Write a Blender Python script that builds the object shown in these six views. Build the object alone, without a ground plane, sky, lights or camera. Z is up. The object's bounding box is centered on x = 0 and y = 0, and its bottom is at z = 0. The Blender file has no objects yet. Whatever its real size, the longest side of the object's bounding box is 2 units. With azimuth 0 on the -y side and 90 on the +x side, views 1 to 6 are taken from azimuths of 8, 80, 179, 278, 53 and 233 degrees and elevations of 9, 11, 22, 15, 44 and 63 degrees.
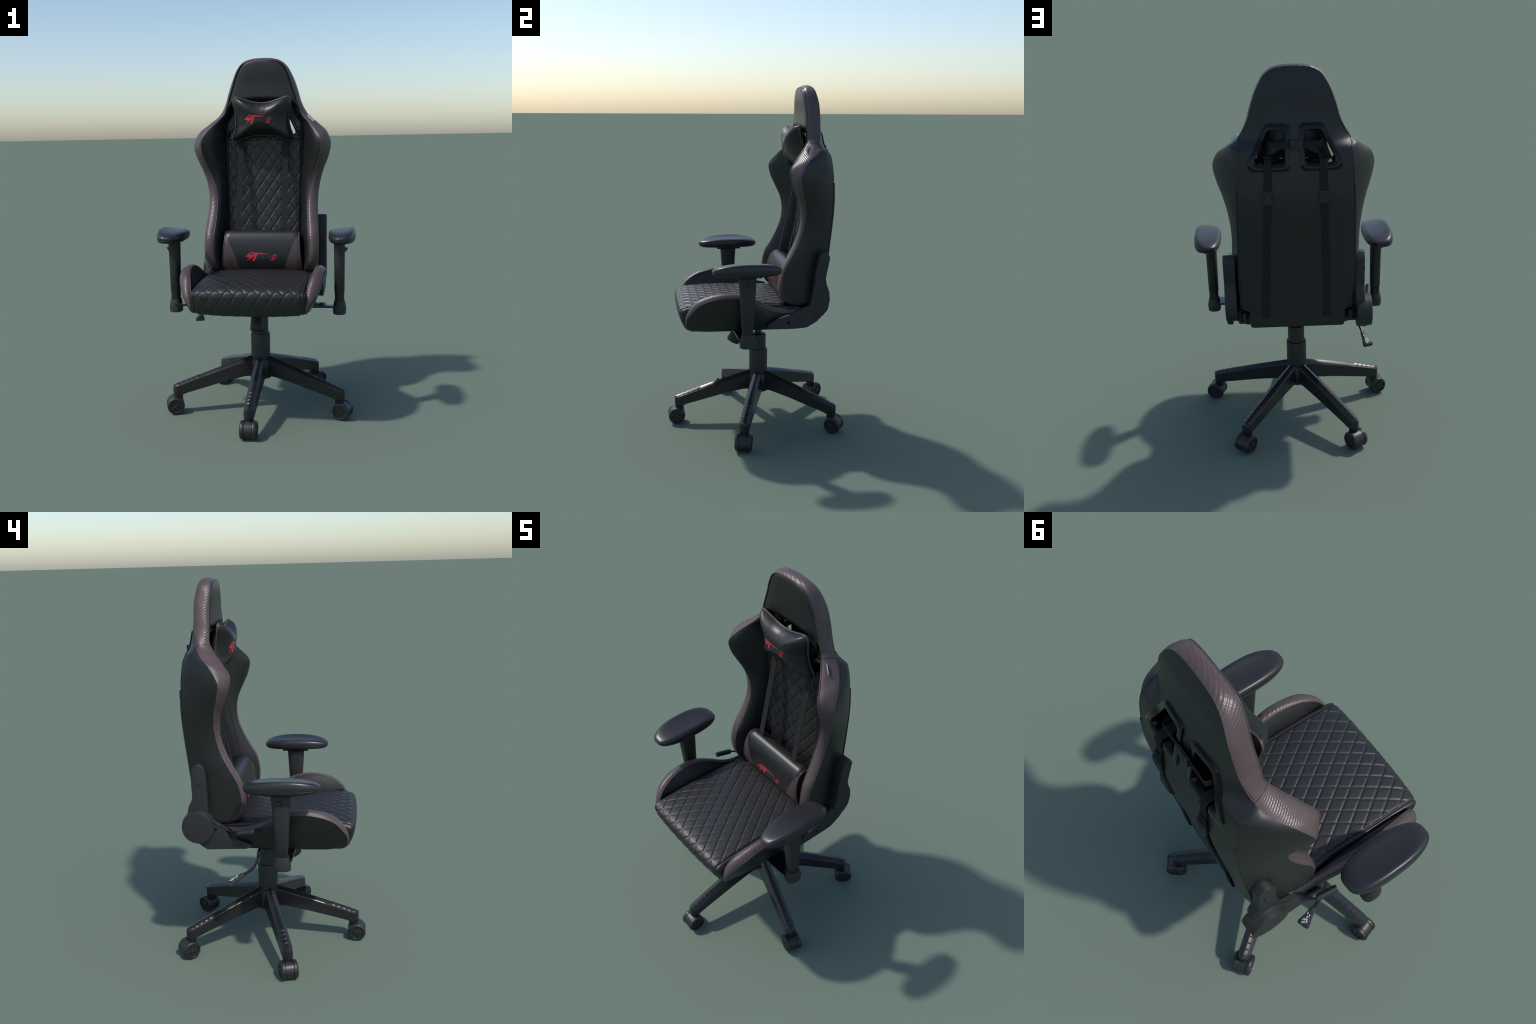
import bpy, bmesh, math, random
import numpy as np
from mathutils import Vector, Matrix
from mathutils.bvhtree import BVHTree
from mathutils.geometry import tessellate_polygon

random.seed(7)
rng = np.random.default_rng(7)

# ------------------------------------------------------------------ materials
def material(name, color, rough=0.5, metallic=0.0, spec=0.5, coat=0.0, grain=0.0, grain_scale=300.0,
             tint=0.0, tint_scale=9.0):
    m = bpy.data.materials.new(name)
    m.use_nodes = True
    nt = m.node_tree
    b = nt.nodes["Principled BSDF"]
    b.inputs["Base Color"].default_value = (*color, 1)
    b.inputs["Roughness"].default_value = rough
    b.inputs["Metallic"].default_value = metallic
    b.inputs["Specular IOR Level"].default_value = spec
    b.inputs["Coat Weight"].default_value = coat
    tc = nt.nodes.new("ShaderNodeTexCoord")
    if tint > 0:
        n = nt.nodes.new("ShaderNodeTexNoise")
        n.inputs["Scale"].default_value = tint_scale
        n.inputs["Detail"].default_value = 5
        nt.links.new(tc.outputs["Object"], n.inputs["Vector"])
        r = nt.nodes.new("ShaderNodeValToRGB")
        r.color_ramp.elements[0].position = 0.3
        r.color_ramp.elements[1].position = 0.7
        r.color_ramp.elements[0].color = (*[c * (1 - tint) for c in color], 1)
        r.color_ramp.elements[1].color = (*[c * (1 + tint) for c in color], 1)
        nt.links.new(n.outputs["Fac"], r.inputs["Fac"])
        nt.links.new(r.outputs["Color"], b.inputs["Base Color"])
    if grain > 0:
        n = nt.nodes.new("ShaderNodeTexNoise")
        n.inputs["Scale"].default_value = grain_scale
        n.inputs["Detail"].default_value = 3
        nt.links.new(tc.outputs["Object"], n.inputs["Vector"])
        bp = nt.nodes.new("ShaderNodeBump")
        bp.inputs["Strength"].default_value = grain
        bp.inputs["Distance"].default_value = 0.001
        nt.links.new(n.outputs["Fac"], bp.inputs["Height"])
        nt.links.new(bp.outputs["Normal"], b.inputs["Normal"])
    return m

def carbon_material(name, color, pitch=0.0085, direction=(0.25, 0.75, 0.65), cross=(0.2, -0.6, 0.8), cross_amt=0.30):
    """Carbon-weave vinyl: slanted ribs broken by a finer cross weave."""
    m = material(name, color, rough=0.36, spec=0.5, tint=0.06, tint_scale=14)
    nt = m.node_tree
    b = nt.nodes["Principled BSDF"]
    tc = [n for n in nt.nodes if n.type == "TEX_COORD"][0]
    def ribs(vec, p):
        d = nt.nodes.new("ShaderNodeVectorMath"); d.operation = "DOT_PRODUCT"
        v = Vector(vec).normalized()
        d.inputs[1].default_value = v * (2 * math.pi / p)
        nt.links.new(tc.outputs["Object"], d.inputs[0])
        s = nt.nodes.new("ShaderNodeMath"); s.operation = "SINE"
        nt.links.new(d.outputs["Value"], s.inputs[0])
        return s
    a = ribs(direction, pitch)
    c = ribs(cross, pitch * 0.75)
    mul = nt.nodes.new("ShaderNodeMath"); mul.operation = "MULTIPLY_ADD"
    nt.links.new(c.outputs[0], mul.inputs[0]); mul.inputs[1].default_value = cross_amt
    nt.links.new(a.outputs[0], mul.inputs[2])
    bp = nt.nodes.new("ShaderNodeBump")
    bp.inputs["Strength"].default_value = 0.42
    bp.inputs["Distance"].default_value = 0.0008
    nt.links.new(mul.outputs[0], bp.inputs["Height"])
    nt.links.new(bp.outputs["Normal"], b.inputs["Normal"])
    # highlight along the rib crests, painted faintly into the base colour
    mr = nt.nodes.new("ShaderNodeMapRange")
    mr.inputs["From Min"].default_value = -1.3; mr.inputs["From Max"].default_value = 1.3
    mr.inputs["To Min"].default_value = 0.94; mr.inputs["To Max"].default_value = 1.05
    nt.links.new(mul.outputs[0], mr.inputs["Value"])
    src = b.inputs["Base Color"].links[0].from_socket
    mx = nt.nodes.new("ShaderNodeVectorMath"); mx.operation = "SCALE"
    nt.links.new(src, mx.inputs[0]); nt.links.new(mr.outputs["Result"], mx.inputs["Scale"])
    nt.links.new(mx.outputs["Vector"], b.inputs["Base Color"])
    return m

LEATHER = material("black_leather", (0.0115, 0.0120, 0.0122), rough=0.40, grain=0.08, grain_scale=500, tint=0.10)
QUILT = material("quilted_leather", (0.0155, 0.0158, 0.0165), rough=0.46, grain=0.08, grain_scale=500, tint=0.08)
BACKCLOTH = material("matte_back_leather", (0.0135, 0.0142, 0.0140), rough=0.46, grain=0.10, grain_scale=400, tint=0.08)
CARBON = carbon_material("brown_carbon_vinyl", (0.088, 0.0615, 0.0605), pitch=.0078, direction=(0.30, 0.45, 0.85), cross=(.3, .85, -.5))
CARBON_HEAD = carbon_material("brown_carbon_vinyl_head", (0.088, 0.0615, 0.0605), pitch=.0105, direction=(0.35, 0.66, 0.66), cross=(.3, -.7, .7), cross_amt=.20)
BROWN = material("brown_vinyl", (0.070, 0.048, 0.047), rough=0.42, grain=0.10, grain_scale=350, tint=0.08)
PLASTIC = material("black_plastic", (0.0170, 0.0175, 0.0185), rough=0.42, grain=0.10, grain_scale=700)
MATTE = material("matte_plastic", (0.0190, 0.0195, 0.0205), rough=0.55, grain=0.12, grain_scale=700)
DARK = material("dark_plastic", (0.0070, 0.0072, 0.0076), rough=0.45)
PAD = material("soft_armrest_rubber", (0.0170, 0.0170, 0.0190), rough=0.36, grain=0.05, grain_scale=700)
GLOSS = material("glossy_black_plastic", (0.0025, 0.0025, 0.0025), rough=0.10, spec=0.30)
BASEP = material("base_plastic", (0.0160, 0.0155, 0.0165), rough=0.30, grain=0.04, grain_scale=500)
WEB = material("strap_webbing", (0.0275, 0.0268, 0.0270), rough=0.9, spec=0.04, grain=0.5, grain_scale=900)
METAL = material("black_steel", (0.0040, 0.0040, 0.0045), rough=0.22, coat=0.3)
COLUMN = material("column_plastic", (0.0220, 0.0225, 0.0225), rough=0.5, grain=0.06, grain_scale=500)
RED = material("red_print", (0.58, 0.028, 0.050), rough=0.45)
GREY = material("grey_print", (0.040, 0.042, 0.045), rough=0.5)
WHITE = material("white_print", (0.62, 0.64, 0.68), rough=0.6)
LABEL = material("white_label_cloth", (0.62, 0.64, 0.68), rough=0.8)

# ------------------------------------------------------------------ helpers
COLL = bpy.context.scene.collection

def add(name, me, mat, parent, smooth=True, angle=None, kind=None):
    ob = bpy.data.objects.new(name, me)
    COLL.objects.link(ob)
    if mat is not None and not me.materials:
        me.materials.append(mat)
    if parent is not None:
        ob.parent = parent
    if smooth:
        me.polygons.foreach_set("use_smooth", [True] * len(me.polygons))
        if angle is not None:
            me.set_sharp_from_angle(angle=math.radians(angle))
    if kind:
        ob["kind"] = kind
    return ob

def mesh(name, verts, faces):
    me = bpy.data.meshes.new(name)
    me.from_pydata([tuple(map(float, v)) for v in verts], [], [tuple(int(i) for i in f) for f in faces])
    me.update()
    return me

def grid_faces(R, C, wrap_r=False, wrap_c=False, flip=False):
    rr = R if wrap_r else R - 1
    cc = C if wrap_c else C - 1
    i, j = np.meshgrid(np.arange(rr), np.arange(cc), indexing="ij")
    a = i * C + j; b = i * C + (j + 1) % C
    c = ((i + 1) % R) * C + (j + 1) % C; d = ((i + 1) % R) * C + j
    f = np.stack([a, b, c, d], -1).reshape(-1, 4)
    return f[:, ::-1] if flip else f

def grid_object(name, P, mat, parent, wrap_r=False, wrap_c=False, flip=False, caps=False, angle=None, mask=None):
    R, C = P.shape[:2]
    f = grid_faces(R, C, wrap_r, wrap_c, flip)
    if mask is not None:
        f = f[mask.reshape(-1)]
    faces = [tuple(x) for x in f]
    if caps:
        a = tuple(range(C)); b = tuple(range((R - 1) * C, R * C))
        faces += ([a[::-1], b] if not flip else [a, b[::-1]])
    me = mesh(name, P.reshape(-1, 3), faces)
    if mask is not None:
        bm = bmesh.new(); bm.from_mesh(me)
        bmesh.ops.delete(bm, geom=[v for v in bm.verts if not v.link_faces], context="VERTS")
        bm.to_mesh(me); bm.free()
    return add(name, me, mat, parent, angle=angle)

def catmull(pts, t):
    """Catmull-Rom through rows of pts at (float) index t."""
    pts = np.asarray(pts, float); n = len(pts)
    t = np.clip(np.asarray(t, float), 0, n - 1)
    i = np.minimum(t.astype(int), n - 2); u = (t - i)[:, None]
    p1 = pts[i]; p2 = pts[i + 1]
    p0 = np.where((i > 0)[:, None], pts[np.maximum(i - 1, 0)], 2 * p1 - p2)
    p3 = np.where((i < n - 2)[:, None], pts[np.minimum(i + 2, n - 1)], 2 * p2 - p1)
    return 0.5 * (2 * p1 + (p2 - p0) * u + (2 * p0 - 5 * p1 + 4 * p2 - p3) * u ** 2 + (3 * p1 - p0 - 3 * p2 + p3) * u ** 3)

def curve_fn(pairs):
    xs = np.array([p[0] for p in pairs], float); ys = np.array([p[1] for p in pairs], float)
    def f(z):
        z = np.asarray(z, float)
        i = np.clip(np.interp(z, xs, np.arange(len(xs))), 0, len(xs) - 1)
        return catmull(ys[:, None], np.atleast_1d(i).ravel())[:, 0].reshape(np.shape(z))
    return f

def resample(path, n):
    path = np.asarray(path, float)
    d = np.r_[0, np.cumsum(np.linalg.norm(np.diff(path, axis=0), axis=1))]
    s = np.linspace(0, d[-1], n)
    return np.stack([np.interp(s, d, path[:, k]) for k in range(path.shape[1])], 1)

def smooth_path(pts, n=60):
    pts = np.asarray(pts, float)
    return resample(catmull(pts, np.linspace(0, len(pts) - 1, 400)), n)

def tube(name, path, r, mat, parent, n=10, closed=False, caps=True):
    path = np.asarray(path, float); N = len(path)
    if closed:
        tan = np.roll(path, -1, 0) - np.roll(path, 1, 0)
    else:
        tan = np.gradient(path, axis=0)
    tan /= np.linalg.norm(tan, axis=1)[:, None]
    ref = np.array([0, 0, 1.0]) if abs(tan[0][2]) < 0.9 else np.array([1.0, 0, 0])
    nrm = []
    v = ref - tan[0] * (ref @ tan[0]); v /= np.linalg.norm(v)
    for k in range(N):
        v = v - tan[k] * (v @ tan[k]); v /= np.linalg.norm(v); nrm.append(v)
    nrm = np.array(nrm); bi = np.cross(tan, nrm)
    a = np.linspace(0, 2 * np.pi, n, endpoint=False)
    rad = np.broadcast_to(np.asarray(r, float), (N,))
    P = path[:, None] + rad[:, None, None] * (nrm[:, None] * np.cos(a)[None, :, None] + bi[:, None] * np.sin(a)[None, :, None])
    return grid_object(name, P, mat, parent, wrap_c=True, wrap_r=closed, caps=caps and not closed, angle=60)

def ribbon(name, path, side, w, th, mat, parent):
    """Flat strap with real thickness swept along path; side = width direction."""
    path = np.asarray(path, float); side = np.asarray(side, float); side = side / np.linalg.norm(side)
    tan = np.gradient(path, axis=0); tan /= np.linalg.norm(tan, axis=1)[:, None]
    nr = np.cross(tan, side); nr /= np.linalg.norm(nr, axis=1)[:, None]
    sec = [(-w / 2, -th / 2), (w / 2, -th / 2), (w / 2, th / 2), (-w / 2, th / 2)]
    P = np.stack([path + side * a + nr * b for a, b in sec], 1)
    return grid_object(name, P, mat, parent, wrap_c=True, caps=True, angle=40)

def lathe(name, prof, mat, parent, n=48, loc=(0, 0, 0), rot=None, angle=35, ribs=0, rib=0.0):
    prof = np.asarray(prof, float)
    a = np.linspace(0, 2 * np.pi, n, endpoint=False)
    k = 1 + (rib * np.cos(a * ribs) if ribs else 0 * a)
    P = np.stack([prof[:, 0:1] * (np.cos(a) * k), prof[:, 0:1] * (np.sin(a) * k), np.repeat(prof[:, 1:2], n, 1)], -1)
    if rot is not None:
        P = P @ np.array(rot.to_3x3()).T
    P = P + np.array(loc)
    return grid_object(name, P, mat, parent, wrap_c=True, caps=True, angle=angle)

def round_poly(pts, r, seg=6):
    """2D polygon with rounded corners; r scalar or list."""
    pts = [np.array(p, float) for p in pts]; n = len(pts); out = []
    rs = r if isinstance(r, (list, tuple)) else [r] * n
    for i in range(n):
        p0, p, p1 = pts[i - 1], pts[i], pts[(i + 1) % n]
        a = (p0 - p); b = (p1 - p); la = np.linalg.norm(a); lb = np.linalg.norm(b)
        a /= la; b /= lb
        ang = math.acos(max(-1, min(1, float(a @ b))))
        d = min(rs[i] / max(math.tan(ang / 2), 1e-6), la * 0.49, lb * 0.49)
        s, e = p + a * d, p + b * d
        for k in range(seg + 1):
            u = k / seg
            out.append((1 - u) ** 2 * s + 2 * u * (1 - u) * p + u * u * e)
    return np.array(out)

def plate(name, poly, x0, x1, mat, parent, bevel=0.004, axis="x", angle=35):
    """Extrude a 2D outline (the other two axes) between x0 and x1, with rounded rims."""
    bm = bmesh.new()
    def mk(a, p):
        return {"x": (a, p[0], p[1]), "y": (p[0], a, p[1]), "z": (p[0], p[1], a)}[axis]
    f = bm.faces.new([bm.verts.new(mk(x0, p)) for p in poly])
    r = bmesh.ops.extrude_face_region(bm, geom=[f])
    vs = [g for g in r["geom"] if isinstance(g, bmesh.types.BMVert)]
    dv = {"x": (x1 - x0, 0, 0), "y": (0, x1 - x0, 0), "z": (0, 0, x1 - x0)}[axis]
    bmesh.ops.translate(bm, verts=vs, vec=dv)
    bmesh.ops.recalc_face_normals(bm, faces=bm.faces[:])
    if bevel > 0:
        caps = [fc for fc in bm.faces if len(fc.verts) == len(poly)]
        es = set()
        for fc in caps:
            es.update(fc.edges)
        bmesh.ops.bevel(bm, geom=list(es), offset=bevel, segments=3, profile=0.6, affect="EDGES", clamp_overlap=True)
    me = bpy.data.meshes.new(name); bm.to_mesh(me); bm.free()
    return add(name, me, mat, parent, angle=angle)

def box(name, size, loc, mat, parent, bevel=0.003, rot=None):
    bm = bmesh.new()
    bmesh.ops.create_cube(bm, size=1.0)
    bmesh.ops.scale(bm, vec=size, verts=bm.verts[:])
    if bevel > 0:
        bmesh.ops.bevel(bm, geom=bm.edges[:], offset=bevel, segments=2, profile=0.6, affect="EDGES", clamp_overlap=True)
    if rot is not None:
        bmesh.ops.rotate(bm, matrix=rot.to_3x3(), verts=bm.verts[:], cent=(0, 0, 0))
    bmesh.ops.translate(bm, vec=loc, verts=bm.verts[:])
    me = bpy.data.meshes.new(name); bm.to_mesh(me); bm.free()
    return add(name, me, mat, parent, angle=40)

def empty(name, parent=None, loc=(0, 0, 0)):
    e = bpy.data.objects.new(name, None); COLL.objects.link(e)
    e.parent = parent; e.location = loc; e.empty_display_size = 0.1
    return e

def smoothstep(x, a, b):
    t = np.clip((x - a) / (b - a), 0, 1); return t * t * (3 - 2 * t)

def in_poly(px, pz, poly):
    inside = np.zeros(np.shape(px), bool); n = len(poly)
    for i in range(n):
        x1, z1 = poly[i - 1]; x2, z2 = poly[i]
        c = ((z1 > pz) != (z2 > pz)) & (px < (x2 - x1) * (pz - z1) / (z2 - z1 + 1e-12) + x1)
        inside ^= c
    return inside

def quilt(x, v, w, h, depth, gw, x0=0.0, v0=0.0):
    """Diamond quilting height: 0 in the stitched grooves, depth on the cushions."""
    a = (x - x0) / w + (v - v0) / h
    b = (x - x0) / w - (v - v0) / h
    k = 1.0 / math.hypot(1 / w, 1 / h)
    da = np.abs(a - np.round(a)) * k; db = np.abs(b - np.round(b)) * k
    puff = (np.sin(np.pi * (a % 1)) * np.sin(np.pi * (b % 1))).clip(0) ** 0.5
    g = (1 - np.exp(-(da / gw) ** 2)) * (1 - np.exp(-(db / gw) ** 2))
    return depth * (0.84 * g + 0.16 * puff)

# ------------------------------------------------------------------ root
CHAIR = empty("gaming_chair")
CHAIR["label"] = "black racing style swivel chair with brown carbon trim, quilted seat"
CHAIR["category"] = "gaming chair"

# ================================================================== BACKREST
BACK = empty("backrest", CHAIR)
# three seam curves of the half shell (x >= 0), aligned row by row from the
# underside, up the bolster and shoulder, over the head: front edge of the
# brown trim, rear edge of the trim, corner of the rear cover
B_C = [(.226, .27, .772), (.236, .20, .772), (.249, .150, .790), (.264, .124, .820), (.275, .115, .860), (.280, .117, .920),
       (.276, .133, .990), (.270, .170, 1.057), (.267, .203, 1.125), (.266, .230, 1.195), (.276, .238, 1.265),
       (.296, .229, 1.335), (.322, .202, 1.402), (.342, .175, 1.468), (.342, .167, 1.536), (.303, .210, 1.596),
       (.231, .278, 1.678), (.211, .285, 1.730), (.196, .288, 1.783), (.174, .290, 1.850), (.150, .287, 1.918),
       (.118, .285, 1.965), (.065, .285, 1.986), (0, .285, 1.990)]
C_C = [(.292, .355, .788), (.312, .26, .783), (.321, .195, .797), (.327, .150, .830), (.331, .130, .875), (.333, .130, .93),
       (.331, .149, 1.000), (.325, .190, 1.072), (.319, .228, 1.145), (.320, .250, 1.22), (.334, .257, 1.297),
       (.357, .247, 1.368), (.385, .228, 1.440), (.398, .2190, 1.513), (.371, .261, 1.582), (.316, .313, 1.630),
       (.261, .342, 1.673), (.218, .357, 1.752), (.196, .361, 1.825), (.170, .360, 1.897), (.131, .350, 1.960),
       (.088, .344, 1.986), (.045, .342, 1.994), (0, .342, 1.996)]
D_C = [(.286, .366, .795), (.287, .369, .82), (.287, .372, .85), (.287, .376, .885), (.287, .380, .92), (.287, .385, .96),
       (.287, .392, 1.02), (.286, .399, 1.08), (.286, .407, 1.15), (.285, .415, 1.22), (.284, .422, 1.29),
       (.283, .426, 1.36), (.281, .426, 1.43), (.278, .423, 1.50), (.275, .416, 1.565), (.267, .400, 1.626),
       (.261, .342, 1.673), (.218, .357, 1.752), (.196, .361, 1.825), (.170, .360, 1.897), (.131, .350, 1.960),
       (.088, .344, 1.986), (.045, .342, 1.994), (0, .342, 1.996)]
NR = 480
tt = np.linspace(0, 23, 3000)
arc = catmull(B_C, tt); arc = np.r_[0, np.cumsum(np.linalg.norm(np.diff(arc, axis=0), axis=1))]
T = np.interp(np.linspace(0, arc[-1], NR), arc, tt)
Bt, Ct, Dt = catmull(B_C, T), catmull(C_C, T), catmull(D_C, T)
for a_ in (Bt, Ct, Dt):
    a_[:, 0] = np.maximum(a_[:, 0], 0)
SPLIT = int(np.searchsorted(T, 16.0))          # shoulder seam

YC = curve_fn([(.70, .285), (.80, .268), (.90, .270), (1.0, .284), (1.12, .300), (1.25, .313), (1.40, .323), (1.56, .331),
               (1.72, .336), (1.85, .338), (2.02, .338)])
YB = curve_fn([(.70, .375), (.80, .384), (.90, .394), (1.05, .412), (1.15, .425), (1.26, .437), (1.34, .444), (1.40, .446),
               (1.46, .442), (1.55, .430), (1.62, .416), (1.70, .398), (1.76, .384), (1.83, .374), (1.91, .367),
               (1.97, .352), (2.0, .342)])

# slots for the harness straps: rounded trapezoids, mirrored
SLOT_IN = round_poly([(.048, 1.713), (.123, 1.713), (.196, 1.563), (.048, 1.563)], [.012, .022, .020, .014], 8)
SLOT_OUT = round_poly([(.022, 1.742), (.134, 1.742), (.224, 1.560), (.205, 1.529), (.026, 1.529)], [.028, .035, .02, .02, .028], 7)
SLOT_OUT = resample(np.r_[SLOT_OUT, SLOT_OUT[:1]], 73)[:-1]
SLOT_IN = resample(np.r_[SLOT_IN, SLOT_IN[:1]], 73)[:-1]
# start both loops at the same angle
def align(loop):
    c = np.array([.105, 1.635]); a = np.arctan2(loop[:, 1] - c[1], loop[:, 0] - c[0])
    k = int(np.argmin(np.abs(a - np.pi / 2))); return np.roll(loop, -k, 0)
SLOT_IN, SLOT_OUT = align(SLOT_IN), align(SLOT_OUT)
SLOT_MID = SLOT_IN * 0.6 + SLOT_OUT * 0.4

# ---- front skin
NB, NP = 26, 184
xp = np.minimum(.2155 + (Bt[:, 2] - 1.0) * .013, .83 * Bt[:, 0])
fr = np.r_[np.linspace(-1, 0, NB, endpoint=False)]
X = np.zeros((NR, 2 * NB + NP + 1)); V = np.zeros_like(X)
for r in range(NR):
    left = -Bt[r, 0] + (Bt[r, 0] - xp[r]) * np.linspace(0, 1, NB, endpoint=False)
    mid = np.linspace(-xp[r], xp[r], NP + 1)
    X[r] = np.r_[left, mid, -left[::-1]]
ax = np.abs(X); Zr = np.repeat(Bt[:, 2:3], X.shape[1], 1); BX = Bt[:, 0:1]; BY = Bt[:, 1:2]; XP = xp[:, None]
V = np.clip((ax - XP) / np.maximum(BX - XP, 1e-5), 0, 1)
yc = YC(Zr)
low = yc + (BY - yc) * (1 - (1 - V) ** 1.75)
# groove where bolster meets panel
low += .008 * np.exp(-((ax - XP) / .006) ** 2)
# quilting on the panel, fading at the slots
dslot = np.minimum(np.abs(Zr - 1.56), 1)
qh = quilt(X, Zr, .0605, .0885, .0036, .0050, 0.0, 1.4755)
fade = smoothstep(XP - ax, 0.0, .012) * (1 - smoothstep(Zr, 1.548, 1.562))
low -= qh * fade
# head cushion
cc = np.clip(ax / np.maximum(BX - .007, 1e-4), 0, 1)
topf = np.clip((1.990 - Zr) / .085, 0, 1)
bul = np.sqrt(np.clip(1 - cc ** 3.6, 0, 1)) * np.sqrt(np.clip(1 - (1 - topf) ** 2, 0, 1))
crease = .004 * np.exp(-((1 - np.minimum(ax / np.maximum(BX, 1e-4), 1)) * BX / .007 - 1) ** 2 * 1.5)
head = BY - .014 * bul + crease * smoothstep(Zr, 1.70, 1.76)
u = np.clip((Zr - (1.744 - .02 * (ax / .2) ** 2)) / .045, 0, 1)
wh = np.sqrt(np.clip(1 - (1 - u) ** 2, 0, 1))
Y = low * (1 - wh) + head * wh
Y[:, 0] = Bt[:, 1]; Y[:, -1] = Bt[:, 1]
FP = np.stack([X, Y, Zr], -1)
ff = grid_faces(NR, X.shape[1])
cen = FP.reshape(-1, 3)[ff].mean(1)
keep = ~in_poly(np.abs(cen[:, 0]), cen[:, 2], SLOT_MID)
jj = ff[:, 0] % X.shape[1]; ii = ff[:, 0] // X.shape[1]
is_head = Zr[ii, 0] >= 1.735
is_panel = (jj >= NB) & (jj < NB + NP) & ~is_head
whole = mesh("tmp", FP.reshape(-1, 3), ff)
nrm = np.zeros(len(whole.vertices) * 3); whole.vertices.foreach_get("normal", nrm); nrm = nrm.reshape(-1, 3)

def sub_object(name, verts, faces, normals, mat, parent):
    used = np.unique(faces); remap = -np.ones(len(verts), int); remap[used] = np.arange(len(used))
    me = mesh(name, verts[used], remap[faces])
    ob = add(name, me, mat, parent)
    me.normals_split_custom_set_from_vertices([tuple(n) for n in normals[used]])
    return ob

Fv = FP.reshape(-1, 3)
for nm, sel, mt in (("quilted_panel", is_panel & keep, QUILT), ("head_cushion", is_head & keep, LEATHER),
                    ("bolster", ~is_head & ~is_panel & keep & (jj < NB), LEATHER),
                    ("bolster", ~is_head & ~is_panel & keep & (jj >= NB), LEATHER)):
    sub_object(nm, Fv, ff[sel], nrm, mt, BACK)
bpy.data.meshes.remove(whole)
FRONT_BVH = BVHTree.FromPolygons([tuple(v) for v in Fv], [tuple(map(int, f)) for f in ff])

# ---- brown trim band (wraps over the head)
def band_grid(rows, sgn, n=14, bulge=.010):
    b, c = Bt[rows].copy(), Ct[rows].copy()
    b[:, 0] *= sgn; c[:, 0] *= sgn
    tan = np.gradient((b + c) / 2, axis=0)
    nor = np.cross(tan, c - b) * (1 if sgn < 0 else -1)
    ln = np.linalg.norm(nor, axis=1)[:, None]; nor = nor / np.maximum(ln, 1e-9)
    s = np.linspace(0, 1, n)[None, :, None]
    prof = (1 - np.abs(2 * s - 1) ** 2.6)
    return b[:, None] * (1 - s) + c[:, None] * s + nor[:, None] * bulge * prof
lo = np.arange(0, SPLIT + 1); hi = np.arange(SPLIT, NR)
def orient(P):   # outward test at the middle
    return P
for sgn in (1, -1):
    P = band_grid(lo, sgn)
    grid_object("bolster_trim", P, CARBON, BACK, flip=(sgn < 0))
P1 = band_grid(hi, 1); P2 = band_grid(hi, -1)
P = np.concatenate([P1, P2[::-1][1:]], 0)
m = (len(P1) - 1)
for k in range(-6, 7):      # melt the crossing at the very top
    pass
grid_object("head_trim", P, CARBON_HEAD, BACK)
# sewn joint between head trim and bolster trim
for sgn in (1, -1):
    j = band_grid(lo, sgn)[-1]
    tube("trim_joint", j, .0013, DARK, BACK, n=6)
# piping along the trim's front edge
for sgn in (1, -1):
    e = Bt[lo][::3].copy(); e[:, 0] *= sgn
    tube("trim_piping", e + np.array([0, -.0005, 0]), .0030, BROWN, BACK, n=8)
e1 = Bt[hi][::3]; e2 = e1[::-1][1:].copy(); e2[:, 0] *= -1
tube("trim_piping", np.r_[e1, e2], .0030, BROWN, BACK, n=8)

# ---- black flank of the bolster
for sgn in (1, -1):
    c, d = Ct[lo].copy(), Dt[lo].copy()
    tan = np.gradient((c + d) / 2, axis=0)
    nor = np.cross(tan, d - c); nor *= np.sign(nor[:, 0:1] + 1e-9); nor /= np.maximum(np.linalg.norm(nor, axis=1)[:, None], 1e-9)
    s = np.linspace(0, 1, 26)[None, :, None]
    k = smoothstep(16 - T[lo], 0.0, 1.2)[:, None, None]
    P = c[:, None] * (1 - s) + d[:, None] * s + nor[:, None] * (.007 + .008 * smoothstep(c[:, 2], .95, 1.30))[:, None, None] * k * (1 - np.abs(2 * s - 1) ** 2.2)
    P[..., 0] *= sgn
    grid_object("bolster_flank", P, BACKCLOTH, BACK, flip=(sgn < 0))

# ---- rear cover
NCB = 150
s = np.linspace(-1, 1, NCB + 1)[None, :]
ybk = YB(Dt[:, 2])[:, None]
edge = Dt[:, 1:2]
shape = 1 - np.abs(s) ** 3.2
lip = .004 * smoothstep(1.470 - Dt[:, 2:3], 0, .012 + .10 * (1 - np.abs(s) ** 6)) * smoothstep(1 - np.abs(s), 0, .03)
Yb = edge + np.maximum(ybk - edge, 0) * shape + lip
Zb = np.repeat(Dt[:, 2:3], NCB + 1, 1)
Xb = Dt[:, 0:1] * s
# bottom edge of the cover sags in the middle
Zb = Zb - .030 * (1 - s ** 2) * (1 - smoothstep(Dt[:, 2:3], .80, .90))
BP = np.stack([Xb, Yb, Zb], -1)
bf = grid_faces(NR, NCB + 1, flip=True)
bc = BP.reshape(-1, 3)[bf].mean(1)
kb = ~in_poly(np.abs(bc[:, 0]), bc[:, 2], SLOT_MID)
used_faces = bf[kb]
BACK_BVH = BVHTree.FromPolygons([tuple(v) for v in BP.reshape(-1, 3)], [tuple(map(int, f)) for f in bf])
wb = mesh("tmp", BP.reshape(-1, 3), bf)
nb_ = np.zeros(len(wb.vertices) * 3); wb.vertices.foreach_get("normal", nb_); nb_ = nb_.reshape(-1, 3)
sub_object("cover_panel", BP.reshape(-1, 3), used_faces, nb_, BACKCLOTH, BACK)
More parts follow.
